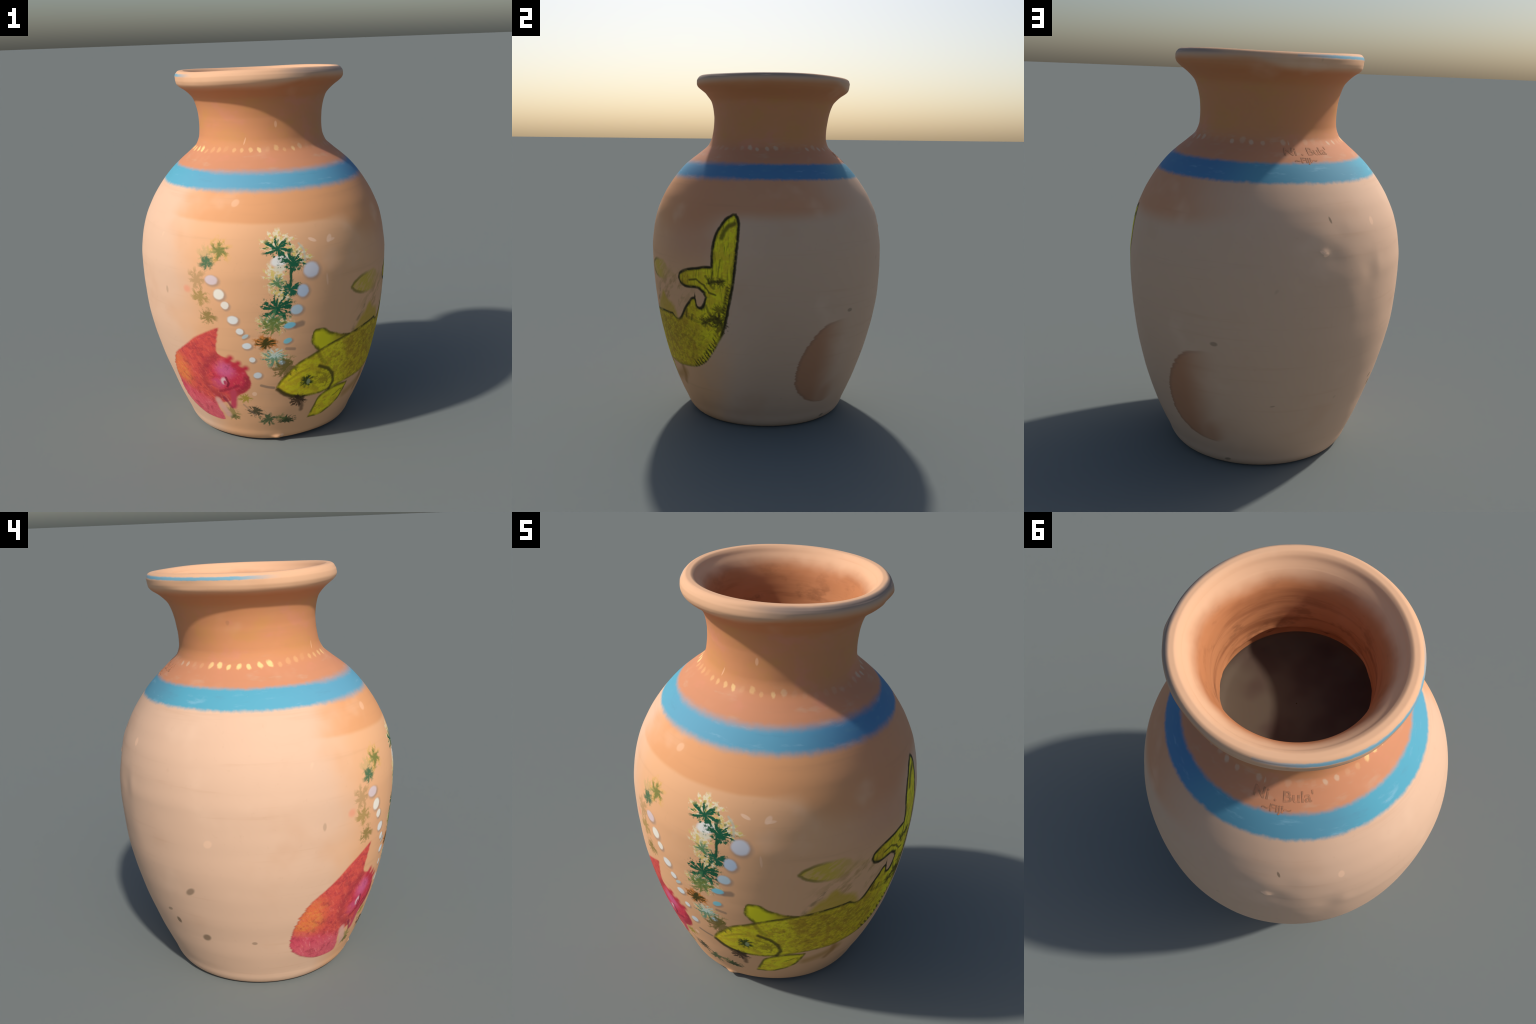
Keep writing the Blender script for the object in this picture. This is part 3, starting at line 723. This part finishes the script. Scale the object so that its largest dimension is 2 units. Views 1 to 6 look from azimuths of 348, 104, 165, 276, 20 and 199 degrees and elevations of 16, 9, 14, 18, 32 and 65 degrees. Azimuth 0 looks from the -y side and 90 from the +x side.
def fish_tail_strokes(g, col):
    x, z, n, n2, wig, bright = fish_coords(g)
    bx, bz = x + wig * .8, z + wig * .8
    def brush(col, pts, w, k=.85, cc=INK, soft=.7):
        return g.mix(col, cc, g.stroke(bx, bz, pts, w, soft) * k)
    bot = g.edge(x, z + wig, FISH_BODY_BOTTOM)
    for pts, w, k in [([(83.6, 1.115), (84.6, 1.15), (86.5, 1.178), (89.2, 1.192)], .012, .8), ([(77.4, .865), (80, .878), (84.8, .886)], .006, .6),
                      ([(73.4, .639), (77.9, .662), (82.1, .676)], .008, .6), ([(82.1, .70), (83.6, .62)], .007, .6), ([(82, .90), (83.4, 1.0)], .004, .5),
                      ([(66.5, .872), (70.5, .880), (74.9, .853), (77.6, .815), (80.7, .805)], .0055, .8), ([(76, .905), (77.5, .87), (80, .84)], .006, .6),
                      ([(84.5, .72), (85.6, .78), (86.8, .85)], .008, .6), ([(62.5, .655), (63.5, .70)], .006, .6), ([(66, .645), (66.8, .675)], .006, .6),
                      ([(75.5, .74), (76.5, .705), (79, .68)], .007, .6), ([(63, .66), (70, .64), (75, .635)], .008, .35)]:
        col = brush(col, pts, w, k)
    for a0, z0, r, seed, sq in [(80.0, .877, .046, 61, .6), (83.6, .875, .034, 62, .8), (79.0, .660, .070, 63, .6), (82.6, .645, .055, 64, 1.2), (74.5, .645, .040, 65, .8),
                                (82.2, .72, .040, 66, 1.0)]:
        col = g.mix(col, rgb(62, 50, 16), g.burst(x, z, a0, z0, r, seed, 2.2, sq, .30) * .7)
    # combed fringe along the lower rear edge and up the tail's right side
    u = g.math("SINE", (x * .8 + z * .62) * 260 + n * 9)
    fr = g.ramp(bot + (n - .5) * .03, .050, .030) * g.ramp(bot, -.010, .002) * g.ramp(x, 61 * DEG, 65 * DEG) * g.ramp(x, 82 * DEG, 78 * DEG)
    col = g.mix(col, rgb(72, 60, 16), fr * g.ramp(u, -.1, .6) * .85)
    tr = g.edge_h(x, z, TAIL_RIGHT) * -1
    fr = g.ramp(tr, .040, .020) * g.ramp(tr, .008, .014) * g.ramp(z, .68, .70) * g.ramp(z, .90, .84)
    u = g.math("SINE", (z + x * .6) * 300 + n * 12)
    col = g.mix(col, rgb(80, 66, 16), fr * g.ramp(u, .0, .7) * .75)
    return col


def painted_material(name, *layers):
    g = Graph(name)
    col = g.layer((.8, .6, .4), clay)
    for build in (stains, *layers):
        col = g.layer(col, build)
    return surface(g, col, .68)


def throat_material():
    g = Graph("unpainted_throat_clay")
    ring = g.grain(26, 3, .55, (.12, .12, 1))
    wob = g.noise(g.pos, 5, 3, .6)
    col = g.mix(rgb(196, 130, 86), rgb(144, 86, 54), g.ramp(ring, .45, .72) * .7)
    col = g.mix(col, rgb(206, 142, 102), g.ramp(wob, .5, .7) * .5)
    col = g.mix(col, rgb(128, 80, 52), g.ramp(g.grain(7, 4, .65, (1, 1, 2)), .52, .68) * .45)
    col = g.mix(col, rgb(186, 118, 74), g.ramp(g.z + (wob - .5) * .06, 1.80, 1.88) * .55)
    col = g.mix(col, LIP, g.ramp(g.z + (wob - .5) * .05, 1.895, 1.965))
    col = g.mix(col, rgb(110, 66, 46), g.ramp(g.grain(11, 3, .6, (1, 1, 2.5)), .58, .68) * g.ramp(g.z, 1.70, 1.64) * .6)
    return g.finish(col, .75, ring + wob, .25)


def floor_material():
    g = Graph("dark_inner_clay")
    n = g.noise(g.pos, 4, 2, .5)
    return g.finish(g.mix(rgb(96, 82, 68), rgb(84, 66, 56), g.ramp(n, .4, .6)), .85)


def lettering_material():
    g = Graph("faded_brown_ink")
    n = g.noise(g.pos, 40, 2, .6)
    return g.finish(g.mix(rgb(174, 123, 92), rgb(200, 135, 99), g.ramp(n, .4, .65)), .8)


# --------------------------------------------------------------------------
# assembly
# --------------------------------------------------------------------------
def main():
    P, z, side = build_wall()
    rows = len(z)
    co = P.reshape(-1, 3)
    # smooth normals of the whole wall
    dt = np.roll(P, -1, 1) - np.roll(P, 1, 1)
    dz = np.gradient(P, axis=0)
    N = np.cross(dt, dz)
    N /= np.linalg.norm(N, axis=-1, keepdims=True) + 1e-12
    N[0] = (0, 0, -1); N[-1] = (0, 0, 1)
    no = N.reshape(-1, 3)
    i, j = np.meshgrid(np.arange(rows - 1), np.arange(NCOL), indexing="ij")
    quads = np.stack([i * NCOL + j, i * NCOL + (j + 1) % NCOL, (i + 1) * NCOL + (j + 1) % NCOL, (i + 1) * NCOL + j], -1).reshape(-1, 4)
    cen = co[quads].mean(1)
    fa = np.degrees(np.arctan2(cen[:, 0], -cen[:, 1]))
    fz = cen[:, 2]
    fi = np.repeat(np.arange(rows - 1), NCOL)
    fside = side[fi]
    ring = z[fi]

    label = np.full(len(quads), "body", object)
    out = fside == 0
    label[fside < 0] = "foot"
    label[out & (ring > 1.400)] = "painted_band"
    label[out & (ring > 1.525)] = "dot_ring"
    label[out & (ring > 1.64)] = "neck"
    label[out & (ring > 1.875)] = "rim"
    inn = fside > 0
    label[inn] = "throat"
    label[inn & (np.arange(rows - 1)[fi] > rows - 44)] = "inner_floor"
    zi = z[fi]
    label[inn & (zi > 1.972)] = "rim"
    low = out & (ring < 1.40)
    label[low & (fa > -50) & (fa < 14) & (fz > .09) & (fz < 1.27)] = "painted_plant"
    yf = (inside(FISH_BODY_BOTTOM, FISH_BODY_TOP, fa, fz, .04) | inside_h(TAIL_LEFT, TAIL_RIGHT, fa, fz, .04)
          | inside(HOOK_BOTTOM, HOOK_TOP, fa, fz, .04) | inside(LOBE_BOTTOM, LOBE_TOP, fa, fz, .03)
          | inside(PECT_BOTTOM, PECT_TOP, fa, fz, .03) | inside(FLOAT_BOTTOM, FLOAT_TOP, fa, fz, .05)
          | ((fa > 26) & (fa < 74) & (fz > .18) & (fz < .95)))
    label[low & yf & (fa > -9.5)] = "yellow_fish"
    label[low & inside_h(RED_LEFT, RED_RIGHT, fa, fz, .035)] = "red_fish"

    clay_m, throat_m, floor_m = clay_material(), throat_material(), floor_material()
    plant_m = painted_material("painted_water_plants", plants, middle_plant, bottom_leaves, bubbles, red_fish_details, fish_head)
    red_m = painted_material("red_fish_paint", plants, bottom_leaves, bubbles, red_fish, red_fish_details)
    yellow_m = painted_material("yellow_fish_paint", bottom_leaves, faded_fins, small_fins, yellow_fish, fish_head, fish_tail_strokes)
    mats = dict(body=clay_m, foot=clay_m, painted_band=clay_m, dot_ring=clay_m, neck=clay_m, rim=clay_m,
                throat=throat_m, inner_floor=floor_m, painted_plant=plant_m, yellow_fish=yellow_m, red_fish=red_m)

    vase = bpy.data.objects.new("painted_vase", None)
    bpy.context.collection.objects.link(vase)
    vase["label"] = "terracotta vase with painted fish, plants and blue shoulder band"
    vase["category"] = "vase"
    made = {}
    for name in ("body", "foot", "painted_band", "dot_ring", "neck", "rim", "throat", "inner_floor", "painted_plant", "yellow_fish", "red_fish"):
        q = quads[label == name]
        used, inv = np.unique(q, return_inverse=True)
        me = bpy.data.meshes.new(name)
        me.from_pydata(co[used].tolist(), [], inv.reshape(-1, 4).tolist())
        me.polygons.foreach_set("use_smooth", np.ones(len(q), bool))
        me.materials.append(mats[name])
        me.update()
        me.normals_split_custom_set_from_vertices(no[used].tolist())
        ob = bpy.data.objects.new(name, me)
        bpy.context.collection.objects.link(ob)
        ob.parent = vase
        made[name] = ob
    for name in ("painted_plant", "yellow_fish", "red_fish"):
        made[name].parent = made["body"]

    # faint lettering under the dot ring, wrapped on the shoulder
    ink = lettering_material()
    for words, a0, zc, size in [("Ni . Bula'", -167, 1.549, .060), ("~Fiji~", -170, 1.514, .042)]:
        cu = bpy.data.curves.new("lettering", "FONT")
        cu.body, cu.size, cu.align_x, cu.resolution_u, cu.offset = words, size, "CENTER", 3, .0010
        tmp = bpy.data.objects.new("lettering_shape", cu)
        bpy.context.collection.objects.link(tmp)
        bpy.context.view_layer.update()
        me = bpy.data.meshes.new_from_object(tmp.evaluated_get(bpy.context.evaluated_depsgraph_get()))
        bpy.data.objects.remove(tmp)
        v = np.array([p.co[:] for p in me.vertices])
        faces = [list(p.vertices) for p in me.polygons]
        n = len(v)
        front, rear = [], []
        for vx, vy, _ in v:
            vx *= 1.12
            aa = a0 + vx / .43 * 180 / math.pi
            p, nn = outer_point(P, z, side, wrap(aa), zc + (vy - size * .33) * .72)
            front.append(p + nn * .0009); rear.append(p - nn * .003)
        edges = {}
        for f in faces:
            for e in zip(f, f[1:] + f[:1]):
                edges[tuple(sorted(e))] = edges.get(tuple(sorted(e)), []) + [e]
        walls = [[e[0][1], e[0][0], e[0][0] + n, e[0][1] + n] for e in edges.values() if len(e) == 1]
        back = [[k + n for k in f[::-1]] for f in faces]
        m2 = bpy.data.meshes.new("lettering")
        m2.from_pydata([tuple(p) for p in front + rear], [], faces + back + walls)
        m2.materials.append(ink)
        ob = bpy.data.objects.new("lettering", m2)
        bpy.context.collection.objects.link(ob)
        ob.parent = vase


main()
